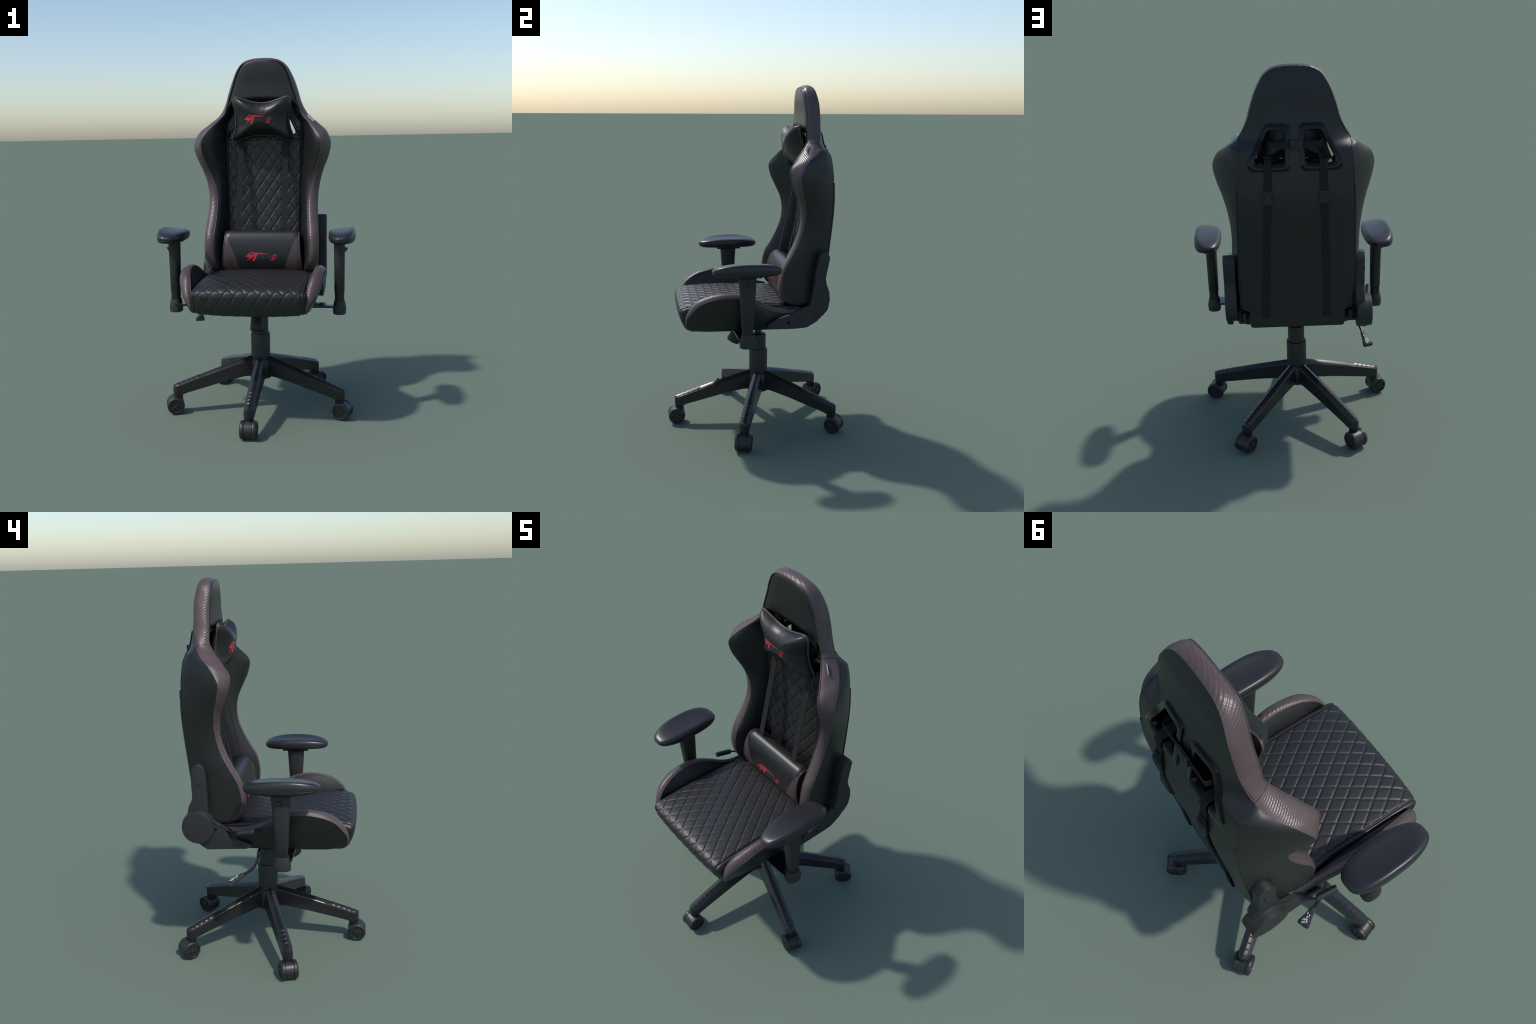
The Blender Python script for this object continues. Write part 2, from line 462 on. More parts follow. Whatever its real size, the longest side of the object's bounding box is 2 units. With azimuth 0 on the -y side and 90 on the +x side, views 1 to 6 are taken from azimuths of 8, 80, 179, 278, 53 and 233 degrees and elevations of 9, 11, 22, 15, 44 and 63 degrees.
bpy.data.meshes.remove(wb)

def y_back(x, z):
    h = BACK_BVH.ray_cast(Vector((x, 2, z)), Vector((0, -1, 0)))
    return h[0].y if h[0] else .40
def y_front(x, z):
    h = FRONT_BVH.ray_cast(Vector((x, -2, z)), Vector((0, 1, 0)))
    return h[0].y if h[0] else .33

# underside strip between front skin and rear cover
P = np.stack([np.linspace(FP[0, 0], FP[0, -1], 40), np.linspace(BP[0, 0], BP[0, -1], 40) * [1, 1, 1]], 0)
xs = np.linspace(-1, 1, 40)
bot_b = np.stack([xs * .286, np.interp(np.abs(xs), [0, 1], [.384, .366]), .795 - .030 * (1 - xs ** 2)], 1)
bot_f = np.stack([xs * .226, np.full(40, .27), np.full(40, .772)], 1)
grid_object("base_strip", np.stack([bot_f, bot_b], 0), BACKCLOTH, BACK)

# piping on the rear cover corners
for sgn in (1, -1):
    rows = np.arange(8, int(np.searchsorted(T, 12.6)), 3)
    e = Dt[rows].copy(); e[:, 0] *= sgn; e[:, 1] += .001
    tube("cover_piping", e, .0042, BACKCLOTH, BACK, n=8)
    rows = np.arange(int(np.searchsorted(T, 12.6)), SPLIT + 1, 3)
    e = Dt[rows].copy(); e[:, 0] *= sgn
    tube("cover_seam", e, .0018, BACKCLOTH, BACK, n=6)

# ---- slot frames (glossy moulded rings through the backrest)
for sgn in (1, -1):
    ring = []
    n = len(SLOT_IN)
    yb_o = np.array([y_back(p[0], p[1]) for p in SLOT_OUT]); yb_i = np.array([y_back(p[0], p[1]) for p in SLOT_IN])
    yf_o = np.array([y_front(p[0], p[1]) for p in SLOT_OUT]); yf_i = np.array([y_front(p[0], p[1]) for p in SLOT_IN])
    yf_o = np.maximum(yf_o, .325); yf_i = np.maximum(yf_i, .325)
    def loop(k, y):
        q = SLOT_OUT * (1 - k) + SLOT_IN * k
        return np.stack([q[:, 0] * sgn, y, q[:, 1]], 1)
    ring = [loop(-.03, yb_o - .012), loop(-.03, yb_o + .003), loop(.0, yb_o + .0065), loop(.08, yb_o * .92 + yb_i * .08 + .0075), loop(.88, yb_o * .12 + yb_i * .88 + .0065),
            loop(.97, yb_i + .004), loop(1.02, yb_i - .003), loop(1.02, yb_i - .02), loop(1.02, yf_i + .02), loop(1.02, yf_i), loop(.94, yf_i - .005),
            loop(.5, (yf_i + yf_o) / 2 - .007), loop(.15, yf_o - .004), loop(0, yf_o + .012)]
    P = np.array(ring)
    grid_object("slot_frame", P, GLOSS, BACK, wrap_c=True, flip=(sgn > 0), angle=35)

# ================================================================== STRAPS
STRAPS = empty("harness", CHAIR)
def buckle(loc, along, parent):
    """Side-release buckle lying on the back; along = strap direction, built flat then turned."""
    g = []
    rot = Matrix.Identity(4) if along == "z" else Matrix.Rotation(math.pi / 2, 4, "Y")
    def b(size, off, mat):
        o = rot @ Vector(off)
        sz = size if along == "z" else (size[2], size[1], size[0])
        return box("buckle_part", sz, (loc[0] + o.x, loc[1] + o.y, loc[2] + o.z), mat, parent, bevel=.002)
    obs = [b((.046, .013, .026), (0, 0, .018), PLASTIC), b((.044, .011, .030), (0, 0, -.016), PLASTIC),
           b((.024, .014, .016), (0, .001, -.001), MATTE), b((.036, .004, .005), (0, .006, .024), DARK),
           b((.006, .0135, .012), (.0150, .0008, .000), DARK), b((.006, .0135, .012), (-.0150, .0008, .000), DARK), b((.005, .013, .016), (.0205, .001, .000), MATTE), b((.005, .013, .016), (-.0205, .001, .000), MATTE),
           b((.034, .004, .003), (0, .0055, .010), DARK), b((.038, .004, .003), (0, .0045, -.030), DARK)]
    # join the pieces of one buckle
    me = bpy.data.meshes.new("buckle"); bm = bmesh.new(); mats = []
    for o in obs:
        k = len(bm.faces)
        bm.from_mesh(o.data)
        bm.faces.ensure_lookup_table()
        mt = o.data.materials[0]
        if mt not in mats: mats.append(mt)
        for f in bm.faces[k:]:
            f.material_index = mats.index(mt)
    bm.to_mesh(me); bm.free()
    for mt in mats: me.materials.append(mt)
    for o in obs:
        d = o.data; bpy.data.objects.remove(o); bpy.data.meshes.remove(d)
    return add("buckle", me, None, parent, angle=40)

for xt, xb, xf, xbk in ((.128, .162, .128, .142), (-.131, -.150, -.142, -.137)):
    # front run: lumbar cushion -> slot
    pts = [(xf, .236, .975), (xf, .205, .998), (xf, .193, 1.012)]
    pts += [(xf + (xt - xf) * k, .193 + (.308 - .193) * k, 1.012 + (1.545 - 1.012) * k) for k in np.linspace(.08, 1, 12)]
    pts += [(xt, .325, 1.573), (xt, .36, 1.578), (xt, .40, 1.578)]
    yb = y_back(xt, 1.53)
    pts += [(xt, y_back(xt, 1.565) + .004, 1.574), (xt, y_back(xt, 1.558) + .0105, 1.560), (xt, yb + .011, 1.538)]
    for z in np.linspace(1.52, .80, 40):
        k = (1.52 - z) / .72
        x = xt + (xb - xt) * k
        pts.append((x, y_back(x, z) + .006, z))
    yl = y_back(xb, .80)
    pts += [(xb, yl + .004, .765), (xb, yl - .02, .748), (xb, yl - .06, .742)]
    ribbon("strap", resample(pts, 150), (1, 0, 0), .035, .0026, WEB, STRAPS)
    zb = 1.408
    kx = xt + (xb - xt) * (1.52 - zb) / .72
    buckle((kx, y_back(kx, zb) + .010, zb), "z", STRAPS)
    # folded-over tail above the buckle
    zs = np.linspace(1.475, 1.43, 8)
    kx = xt + (xb - xt) * (1.52 - 1.44) / .72
    ribbon("strap_tail", [(kx, y_back(kx, z) + .0100, z) for z in zs], (1, 0, 0), .037, .0026, WEB, STRAPS)
# horizontal strap of the neck cushion
zz = 1.648
pts = [(.128, .285, zz), (.128, .33, zz), (.122, .39, zz), (.112, y_back(.10, zz) + .009, zz + .001)]
pts += [(x, y_back(0, zz) + .008, zz) for x in np.linspace(.10, -.10, 14)]
pts += [(-.125, y_back(.10, zz) + .009, zz + .006), (-.130, .39, zz + .006), (-.132, .33, zz), (-.130, .285, zz)]
ribbon("strap", resample(smooth_path(pts, 90), 90), (0, 0, 1), .032, .0026, WEB, STRAPS)
buckle((-.008, y_back(0, zz) + .011, zz), "x", STRAPS)

# ================================================================== NECK CUSHION
def emblem(polys, parent, bvh, name, mat, ydir=1, lift=.0010):
    """Printed shapes: 2D (x,z) polygons laid on the cushion's front."""
    bm = bmesh.new()
    for poly in polys:
        vs = [bm.verts.new((p[0], 0, p[1])) for p in poly]
        for t in tessellate_polygon([[Vector((p[0], p[1], 0)) for p in poly]]):
            bm.faces.new([vs[k] for k in t])
    for _ in range(5):
        es = [e for e in bm.edges if e.calc_length() > .006]
        if not es: break
        bmesh.ops.subdivide_edges(bm, edges=es, cuts=1)
        bmesh.ops.triangulate(bm, faces=[f for f in bm.faces if len(f.verts) > 3])
    bmesh.ops.remove_doubles(bm, verts=bm.verts[:], dist=1e-5)
    for v in bm.verts:
        h = bvh.ray_cast(Vector((v.co.x, -1, v.co.z)), Vector((0, 1, 0)))
        if h[0]: v.co.y = h[0].y - lift
    bmesh.ops.recalc_face_normals(bm, faces=bm.faces[:])
    for f in bm.faces:
        if f.normal.y > 0: f.normal_flip()
    r = bmesh.ops.extrude_face_region(bm, geom=bm.faces[:])
    bmesh.ops.translate(bm, verts=[g for g in r["geom"] if isinstance(g, bmesh.types.BMVert)], vec=(0, lift * .8, 0))
    bmesh.ops.recalc_face_normals(bm, faces=bm.faces[:])
    me = bpy.data.meshes.new(name); bm.to_mesh(me); bm.free()
    return add(name, me, mat, parent, angle=50)

def stroke(pts, w):
    """Polyline -> list of quads (each segment slightly overlapping, in one plane per glyph)."""
    pts = np.asarray(pts, float)
    d = np.gradient(pts, axis=0)
    n = np.stack([-d[:, 1], d[:, 0]], 1); n /= np.linalg.norm(n, axis=1)[:, None]
    L, R = pts + n * w / 2, pts - n * w / 2
    return [list(L) + list(R[::-1])]

# emblem artwork on a 26-px-per-image-pixel working sheet
S_SHAPE = [(800, 405), (500, 640), (505, 690), (540, 705), (680, 695), (510, 905), (700, 790), (850, 670), (890, 580), (665, 578), (822, 440)]
T_SHAPE = [(835, 460), (1000, 470), (1250, 500), (1620, 538), (1400, 552), (1045, 556), (900, 890), (870, 915), (780, 905), (915, 556), (795, 542)]
def lower_g(s=0):
    return stroke([(1885, 592), (1780, 592), (1745, 620), (1690, 740), (1712, 768), (1775, 768)], 40) + \
           stroke([(1893, 572), (1770, 830), (1738, 862), (1640, 862), (1632, 838), (1655, 800)], 42)
def dim_letters():
    L = []
    L += stroke([(1130, 610), (1040, 800)], 40) + stroke([(1130, 622), (1190, 618)], 34)
    L += stroke([(1230, 690), (1180, 690), (1140, 780), (1190, 785), (1230, 700)], 30) + stroke([(1250, 620), (1215, 620)], 30) + stroke([(1280, 610), (1215, 795)], 34)
    L += stroke([(1420, 625), (1350, 625), (1300, 770), (1320, 785), (1390, 785)], 36)
    L += stroke([(1490, 660), (1440, 795)], 38)
    L += stroke([(1565, 640), (1500, 795)], 36) + stroke([(1570, 650), (1655, 650), (1600, 795)], 34)
    return L
def place(polys, f):
    return [[f(p) for p in poly] for poly in polys]

NECK = empty("neck_cushion", CHAIR)
half = [(0, 1.744), (.050, 1.750), (.095, 1.763), (.130, 1.774), (.151, 1.778), (.165, 1.768), (.167, 1.745), (.158, 1.700), (.154, 1.655),
        (.160, 1.605), (.176, 1.560), (.181, 1.542), (.172, 1.530), (.152, 1.531), (.110, 1.546), (.060, 1.558)]
loop_ = half + [(0, 1.562)] + [(-x, z) for x, z in half[:0:-1]]
nl_ = len(loop_)
ol = catmull(np.array(loop_ + loop_ + loop_, float), np.linspace(nl_, 2 * nl_, 1500))
ol = resample(ol, 193)[:-1]
NCC = np.array([0, 1.655])
rho = np.sin(np.linspace(0, 1, 46) * np.pi / 2)
rho[0] = .004
XZ = NCC + (ol - NCC)[None] * rho[:, None, None]
th = (1 - rho ** 2.3) ** .60
th[-1] = 0
y0 = .286 - (XZ[..., 1] - 1.534) * .155
ang_ = np.arctan2(ol[:, 1] - NCC[1], ol[:, 0] - NCC[0])
pinch = .0030 * (np.sin(7 * ang_ + 1.0) * .6 + np.sin(13 * ang_) * .4)[None] * (rho ** 3 * th)[:, None]
front = np.stack([XZ[..., 0], y0 - .079 * th[:, None] + pinch, XZ[..., 1]], -1)
back = np.stack([XZ[..., 0], y0 + .034 * th[:, None], XZ[..., 1]], -1)
fo = grid_object("cushion_face", front, LEATHER, NECK, wrap_c=True, caps=False)
bo = grid_object("cushion_backing", back, LEATHER, NECK, wrap_c=True, caps=False)
for o_, sg in ((fo, -1), (bo, 1)):
    bm = bmesh.new(); bm.from_mesh(o_.data); bm.verts.ensure_lookup_table()
    bm.faces.new([bm.verts[k] for k in range(192)])
    bmesh.ops.recalc_face_normals(bm, faces=bm.faces[:])
    if sum(f.normal.y for f in bm.faces) * sg < 0:
        bmesh.ops.reverse_faces(bm, faces=bm.faces[:])
    bm.to_mesh(o_.data); bm.free()
    o_.data.polygons.foreach_set("use_smooth", [True] * len(o_.data.polygons))
tube("cushion_piping", front[-1], .0050, BROWN, NECK, closed=True)
NBVH = BVHTree.FromPolygons([tuple(v) for v in front.reshape(-1, 3)], [tuple(map(int, f)) for f in grid_faces(46, 192, wrap_c=True)])
f1 = lambda p: (-.0935 + (p[0] - 490) * 1.085e-4, 1.653 - (p[1] - 660) * 1.12e-4)
emblem(place([S_SHAPE, T_SHAPE], f1), NECK, NBVH, "emblem_letters", RED)
emblem(place(lower_g(), f1), NECK, NBVH, "emblem_letter", RED)
emblem(place(dim_letters(), f1), NECK, NBVH, "emblem_faint_letters", GREY)

# ================================================================== LUMBAR CUSHION
LUMB = empty("lumbar_cushion", CHAIR)
prof = [(.275, .80), (.272, .90), (.255, .975), (.222, 1.008), (.188, 1.014), (.158, .994), (.137, .950), (.129, .900),
        (.129, .850), (.142, .805), (.165, .777), (.215, .768), (.262, .775)]
pf = resample(catmull(np.r_[prof, prof[:1]], np.linspace(0, len(prof), 400)), 97)[:-1]
cy, cz = .185, .895
zz_ = np.linspace(0, 1, 9)
def patch_edge(z):   # half width of the black centre field, by height
    return np.interp(z, [.76, .80, .845, .90, .95, .985, 1.0, 1.1], [.122, .130, .143, .164, .186, .206, .214, .222])
HW = lambda z: np.interp(z, [.76, 1.02], [.233, .214])
cols = []
NCe, NCm = 12, 50
Xl = np.zeros((len(pf), 2 * NCe + NCm + 1))
for k, (y, z) in enumerate(pf):
    h = HW(z); e = min(patch_edge(z), h - .004) if y < .185 else h - .012
    if y >= .175: e = max(e, h - .012)
    a = np.linspace(-h, -e, NCe, endpoint=False)
    Xl[k] = np.r_[a, np.linspace(-e, e, NCm + 1), -a[::-1]]
rel = np.abs(Xl) / HW(pf[:, 1])[:, None]
sc = 1 - .10 * np.clip((rel - .86) / .14, 0, 1) ** 2.5
Yl = cy + (pf[:, 0:1] - cy) * sc; Zl = cz + (pf[:, 1:2] - cz) * sc
LP = np.stack([Xl, Yl, Zl], -1)
lf = grid_faces(LP.shape[0], LP.shape[1], wrap_r=True)
lc = lf[:, 0] % LP.shape[1]; lr = lf[:, 0] // LP.shape[1]
side = (lc < NCe) | (lc >= NCe + NCm)
frontside = pf[lr, 0] < .180
lv = LP.reshape(-1, 3)
wl = mesh("tmp", lv, lf); nl = np.zeros(len(wl.vertices) * 3); wl.vertices.foreach_get("normal", nl); nl = nl.reshape(-1, 3)
if (nl[np.argmin(lv[:, 1])][1] > 0):
    lf = lf[:, ::-1]; nl = -nl
bpy.data.meshes.remove(wl)
sub_object("lumbar_body", lv, lf[~(side & frontside)], nl, LEATHER, LUMB)
for q in (lc < NCe, lc >= NCe + NCm):
    sub_object("lumbar_side_patch", lv, lf[side & frontside & q], nl, BROWN, LUMB)
for j in (0, -1):
    loopc = LP[:, j]
    c = loopc.mean(0)
    rings = [loopc * (1 - k) + c * k + np.array([(1 if j else -1) * .010 * math.sin(k * math.pi / 2), 0, 0]) for k in np.linspace(0, .96, 8)]
    grid_object("lumbar_end", np.array(rings), LEATHER, LUMB, wrap_c=True, flip=(j == 0), caps=True)
    fr_ = resample(np.r_[loopc, loopc[:1]], 121)[:-1]
    tube("lumbar_piping", fr_, .0036, BROWN, LUMB, closed=True, n=8)
    jj_ = NCe if j == 0 else NCe + NCm
    sel = pf[:, 0] < .175
    ln = LP[sel, jj_]
    tube("lumbar_seam", ln + np.array([0, .0004, 0]), .0016, LEATHER, LUMB, n=6)
LBVH = BVHTree.FromPolygons([tuple(v) for v in lv], [tuple(map(int, f)) for f in lf])
def f2(p):
    # second print sits lower and a little wider; its sheet is offset
    return (-.0905 + (p[0] - 490) * 1.27e-4, .870 - (p[1] - 660) * 1.12e-4)
emblem(place([S_SHAPE, T_SHAPE], f2), LUMB, LBVH, "emblem_letters", RED)
emblem(place(lower_g(), f2), LUMB, LBVH, "emblem_letter", RED)
emblem(place(dim_letters(), f2), LUMB, LBVH, "emblem_faint_letters", GREY)

# ================================================================== SEAT
SEAT = empty("seat", CHAIR)
path = [(-.330, .637), (-.385, .638), (-.412, .648), (-.432, .684), (-.445, .728), (-.447, .755), (-.437, .775), (-.404, .789), (-.33, .797),
        (-.20, .801), (-.05, .799), (.08, .793), (.20, .787), (.30, .784), (.355, .780)]
sp = resample(catmull(path, np.linspace(0, len(path) - 1, 2000)), 460)
arcl = np.r_[0, np.cumsum(np.linalg.norm(np.diff(sp, axis=0), axis=1))]
tan = np.gradient(sp, axis=0); tan /= np.linalg.norm(tan, axis=1)[:, None]
inw = np.stack([tan[:, 1], -tan[:, 0]], 1)            # points into the cushion
k_edge = np.argmin(np.abs(sp[:, 0] + .446) + np.abs(sp[:, 1] - .752))
XQ = .275
xc = np.linspace(-XQ, XQ, 281)
ang = np.linspace(0, np.pi / 2, 9)[1:]
R_ = .024
xr = XQ + R_ * np.sin(ang); dr = R_ * (1 - np.cos(ang))
xr = np.r_[xr, XQ + R_ + .0015, XQ + R_ + .0005, XQ + R_ - .006]; dr = np.r_[dr, R_ + .04, R_ + .08, R_ + .115]
xa = np.r_[-xr[::-1], xc, xr]; da = np.r_[dr[::-1], np.zeros(281), dr]
vv = arcl - arcl[k_edge]
XX, VV = np.meshgrid(xa, vv)
q = quilt(XX, VV, .0635, .0935, .0030, .0045)
q *= smoothstep(XQ - np.abs(XX), .0, .010) * (1 - .35 * (1 - smoothstep(VV, -.20, -.10)))
q -= .004 * np.exp(-((np.abs(XX) - XQ) / .004) ** 2)
crown = np.repeat((da + .010 * np.clip(np.abs(xa) / XQ, 0, 1) ** 2.5)[None], len(sp), 0) - q
taper = 1 - .035 * smoothstep(sp[:, 0], -.25, .25)
crown = np.minimum(crown, np.interp(sp[:, 0], [-.5, -.10, .05, .24, .30, .36], [1, 1, .112, .098, .070, .060])[:, None])
SP = np.stack([XX * taper[:, None], sp[:, 0:1] + inw[:, 0:1] * crown, sp[:, 1:2] + inw[:, 1:2] * crown], -1)
# keep the folded-in side walls from crossing below the underside
SP[..., 2] = np.maximum(SP[..., 2], .637 + .012 * np.clip(np.abs(SP[..., 0]) / .29, 0, 1) ** 6)
sf = grid_faces(*SP.shape[:2]); svv = SP.reshape(-1, 3)
ws = mesh("tmp", svv, sf); ns = np.zeros(len(ws.vertices) * 3); ws.vertices.foreach_get("normal", ns); ns = ns.reshape(-1, 3)
iu = np.argmax(svv[:, 2])
if ns[iu][2] < 0: sf = sf[:, ::-1]; ns = -ns
bpy.data.meshes.remove(ws)
jc = np.minimum(sf % SP.shape[1], 10 ** 9).min(1); ne = len(xr)
cmid = (jc >= ne) & (jc < ne + 280)
sub_object("quilted_top", svv, sf[cmid], ns, QUILT, SEAT)
sub_object("seat_border", svv, sf[jc < ne], ns, LEATHER, SEAT)
sub_object("seat_border", svv, sf[jc >= ne + 280], ns, LEATHER, SEAT)
box("seat_core", (.545, .650, .115), (0, -.075, .704), LEATHER, SEAT, bevel=.012)
plate("seat_end_panel", round_poly([(-.242, .666), (.242, .666), (.252, .78), (-.252, .78)], .018), .24, .328, BACKCLOTH, SEAT, bevel=.012, axis="y")

# ---- side wings
W_C = np.array([  # y, z, inner x, outer x of the trim along the crest
    (-.330, .655, .286, .300), (-.372, .657, .287, .303), (-.394, .668, .289, .308), (-.404, .690, .291, .316), (-.402, .730, .295, .336), (-.389, .765, .301, .351),
    (-.366, .800, .308, .363), (-.330, .829, .317, .373), (-.280, .850, .327, .380), (-.210, .862, .334, .384),
    (-.140, .859, .336, .385), (-.080, .845, .332, .378), (-.020, .817, .322, .362), (.040, .783, .312, .344),
    (.100, .761, .307, .337), (.170, .754, .304, .333), (.250, .757, .301, .327), (.330, .765, .297, .319)])
wt = np.linspace(0, len(W_C) - 1, 150)
wc = catmull(W_C, wt)
def wing(sgn):
    n = len(wc)
    tan = np.gradient(wc[:, :2], axis=0); tan /= np.linalg.norm(tan, axis=1)[:, None]
    out = np.stack([-tan[:, 1], tan[:, 0]], 1)          # away from the wing body in the y-z plane
    # trim: inner edge -> outer edge, domed
    s = np.linspace(0, 1, 13)
    x = wc[:, 2:3] * (1 - s) + wc[:, 3:4] * s
    dome = .010 * (1 - np.abs(2 * s - 1) ** 2.4)[None] + (-.014 * s ** 2)[None] * smoothstep(wt, 3, 6)[:, None]
    P = np.stack([x * sgn, wc[:, 0:1] + out[:, 0:1] * dome, wc[:, 1:2] + out[:, 1:2] * dome], -1)
    grid_object("wing_trim", P, CARBON, SEAT, flip=(sgn > 0))
    top_in, top_out = P[:, 0], P[:, -1]
    yb = np.interp(np.linspace(0, 1, n), [0, .16, 1], [-.33, -.30, .315])
    zbm = .646 + .060 * smoothstep(yb, .16, .34)
    k = np.linspace(0, 1, 16)[None, :, None]
    # outer face, slightly pillowed
    bo_ = np.stack([np.interp(wt, [0, 3, 6], [.300, .310, .318]) * sgn * np.interp(yb, [-.5, 0, .3], [1, 1, .965]), yb, zbm], 1)
    P = top_out[:, None] * (1 - k) + bo_[:, None] * k
    hgt = np.clip(top_out[:, 2] - .66, 0, 1)[:, None]
    P[..., 0] += sgn * .060 * np.clip(hgt, 0, .25) * (1 - np.abs(2 * k[..., 0] - 1) ** 2.5)
    grid_object("wing_side", P, LEATHER, SEAT, flip=(sgn > 0))
    # inner face, falling to the cushion
    bi_ = np.stack([np.full(n, .283 * sgn), yb, np.full(n, .70)], 1)
    bi_[:, 2] = np.minimum(bi_[:, 2], top_in[:, 2] - .002)
    P = top_in[:, None] * (1 - k) + bi_[:, None] * k
    hgt = np.clip(top_in[:, 2] - .75, 0, .2)[:, None]
    P[..., 0] -= sgn * .13 * hgt * (1 - np.abs(2 * k[..., 0] - 1) ** 2.5)
    grid_object("wing_cheek", P, LEATHER, SEAT, flip=(sgn < 0))
    # seams
    tube("wing_piping", top_in[::2], .0028, BROWN, SEAT, n=8)
    tube("wing_piping", top_out[::2], .0022, LEATHER, SEAT, n=8)
    # underside
    P = np.stack([bo_, np.stack([np.full(n, .26 * sgn), yb, zbm + .004], 1)], 1)
    grid_object("wing_base", P, LEATHER, SEAT, flip=(sgn < 0))
    # rear end
    plate("wing_end", round_poly([(.260 * sgn, .688), (.304 * sgn, .690), (.311 * sgn, .758), (.266 * sgn, .785)], .012),
          .24, .322, BACKCLOTH, SEAT, bevel=.012, axis="y")
for sgn in (1, -1):
    wing(sgn)

# ================================================================== RECLINE HINGES
# +x side: smooth moulded covers
HR = empty("recline_hinge", CHAIR)
up = round_poly([(.332, 1.060), (.341, 1.088), (.374, 1.092), (.392, 1.058), (.369, .940), (.374, .905), (.390, .865), (.394, .816), (.383, .760),
                 (.352, .724), (.320, .716), (.292, .734), (.276, .778), (.292, .836), (.302, .900), (.309, .966)],
                [.020, .024, .026, .020, .03, .03, .03, .04, .04, .03, .03, .03, .03, .04, .05, .05], 5)
plate("hinge_cover", up, .306, .366, MATTE, HR, bevel=.007)
lowp = round_poly([(.310, .785), (.280, .787), (.248, .776), (.180, .742), (.100, .719), (.050, .690), (.036, .668), (.050, .658), (.190, .656), (.263, .660),
                   (.322, .694), (.356, .730), (.345, .770)], [.02, .02, .05, .08, .05, .02, .012, .01, .1, .05, .05, .04, .02], 5)
plate("hinge_arm_cover", lowp, .334, .363, MATTE, HR, bevel=.006)
def disc(name, c, r, x0, x1, mat, parent, bevel=.004, n=48):
    a = np.linspace(0, 2 * np.pi, n, endpoint=False)
    return plate(name, np.stack([c[0] + r * np.cos(a), c[1] + r * np.sin(a)], 1), x0, x1, mat, parent, bevel=bevel)
disc("screw", (.351, .967), .0095, .362, .3672, MATTE, HR, bevel=.001, n=24)
disc("dark_hole_disc", (.160, .694), .0095, .360, .3636, GLOSS, HR, bevel=.0006, n=24)  # solid dark disc added in place of a screw hole; nothing is cut
# -x side: bare steel recliner with knob disc, bracket and lever
HL = empty("recline_hinge", CHAIR)
up = round_poly([(.384, 1.060), (.358, 1.096), (.326, 1.088), (.309, 1.055), (.302, .900), (.300, .800), (.405, .800), (.409, .842), (.401, .876), (.381, .912), (.384, .985)],
                [.03, .03, .025, .03, .1, .03, .03, .02, .04, .04, .1], 5)
plate("hinge_arm", up, -.338, -.292, MATTE, HL, bevel=.006)
disc("hinge_knob", (.353, .768), .082, -.374, -.336, MATTE, HL, bevel=.004, n=72)
disc("hinge_ring", (.353, .768), .086, -.352, -.300, MATTE, HL, bevel=.003, n=72)
lowp = round_poly([(.385, .700), (.312, .646), (.106, .654), (.084, .668), (.090, .682), (.190, .712), (.216, .764), (.300, .822), (.370, .835)],
                  [.03, .02, .012, .01, .01, .012, .015, .02, .03], 5)
plate("hinge_bracket", lowp, -.350, -.338, MATTE, HL, bevel=.003)
lowi = round_poly([(.34, .66), (.10, .658), (.076, .68), (.086, .706), (.145, .728), (.30, .80)], [.01, .012, .012, .012, .01, .02], 4)
plate("hinge_bracket", lowi, -.326, -.316, MATTE, HL, bevel=.002)
plate("hinge_web", round_poly([(.30, .652), (.088, .658), (.080, .668), (.30, .664)], .003, 3), -.345, -.318, MATTE, HL, bevel=.0015)
plate("hinge_flange", round_poly([(.330, .826), (.215, .766), (.180, .748), (.180, .741), (.217, .758), (.332, .818)], .002, 3), -.352, -.318, MATTE, HL, bevel=.0015)
plate("hinge_block", round_poly([(.25, .67), (.15, .665), (.145, .70), (.18, .745), (.26, .775)], .005, 3), -.336, -.300, DARK, HL, bevel=.003)
disc("hinge_bolt", (.150, .676), .0095, -.3545, -.3485, MATTE, HL, bevel=.002, n=24)
disc("dark_hole_disc", (.263, .757), .0075, -.3516, -.349, GLOSS, HL, bevel=.0006, n=24)  # dark disc added on the bracket face to stand for an open hole
disc("screw", (.349, .994), .0095, -.3425, -.336, MATTE, HL, bevel=.0025, n=24)
tube("recline_lever", smooth_path([(-.322, .215, .738), (-.338, .196, .740), (-.352, .188, .742), (-.372, .168, .746), (-.386, .145, .751)], 18), .0052, DARK, HL, n=12)
tube("recline_handle", smooth_path([(-.386, .146, .7505), (-.392, .105, .758), (-.3985, .058, .766)], 16),
     np.r_[.0125, np.full(14, .0145), .0125], MATTE, HL, n=16)

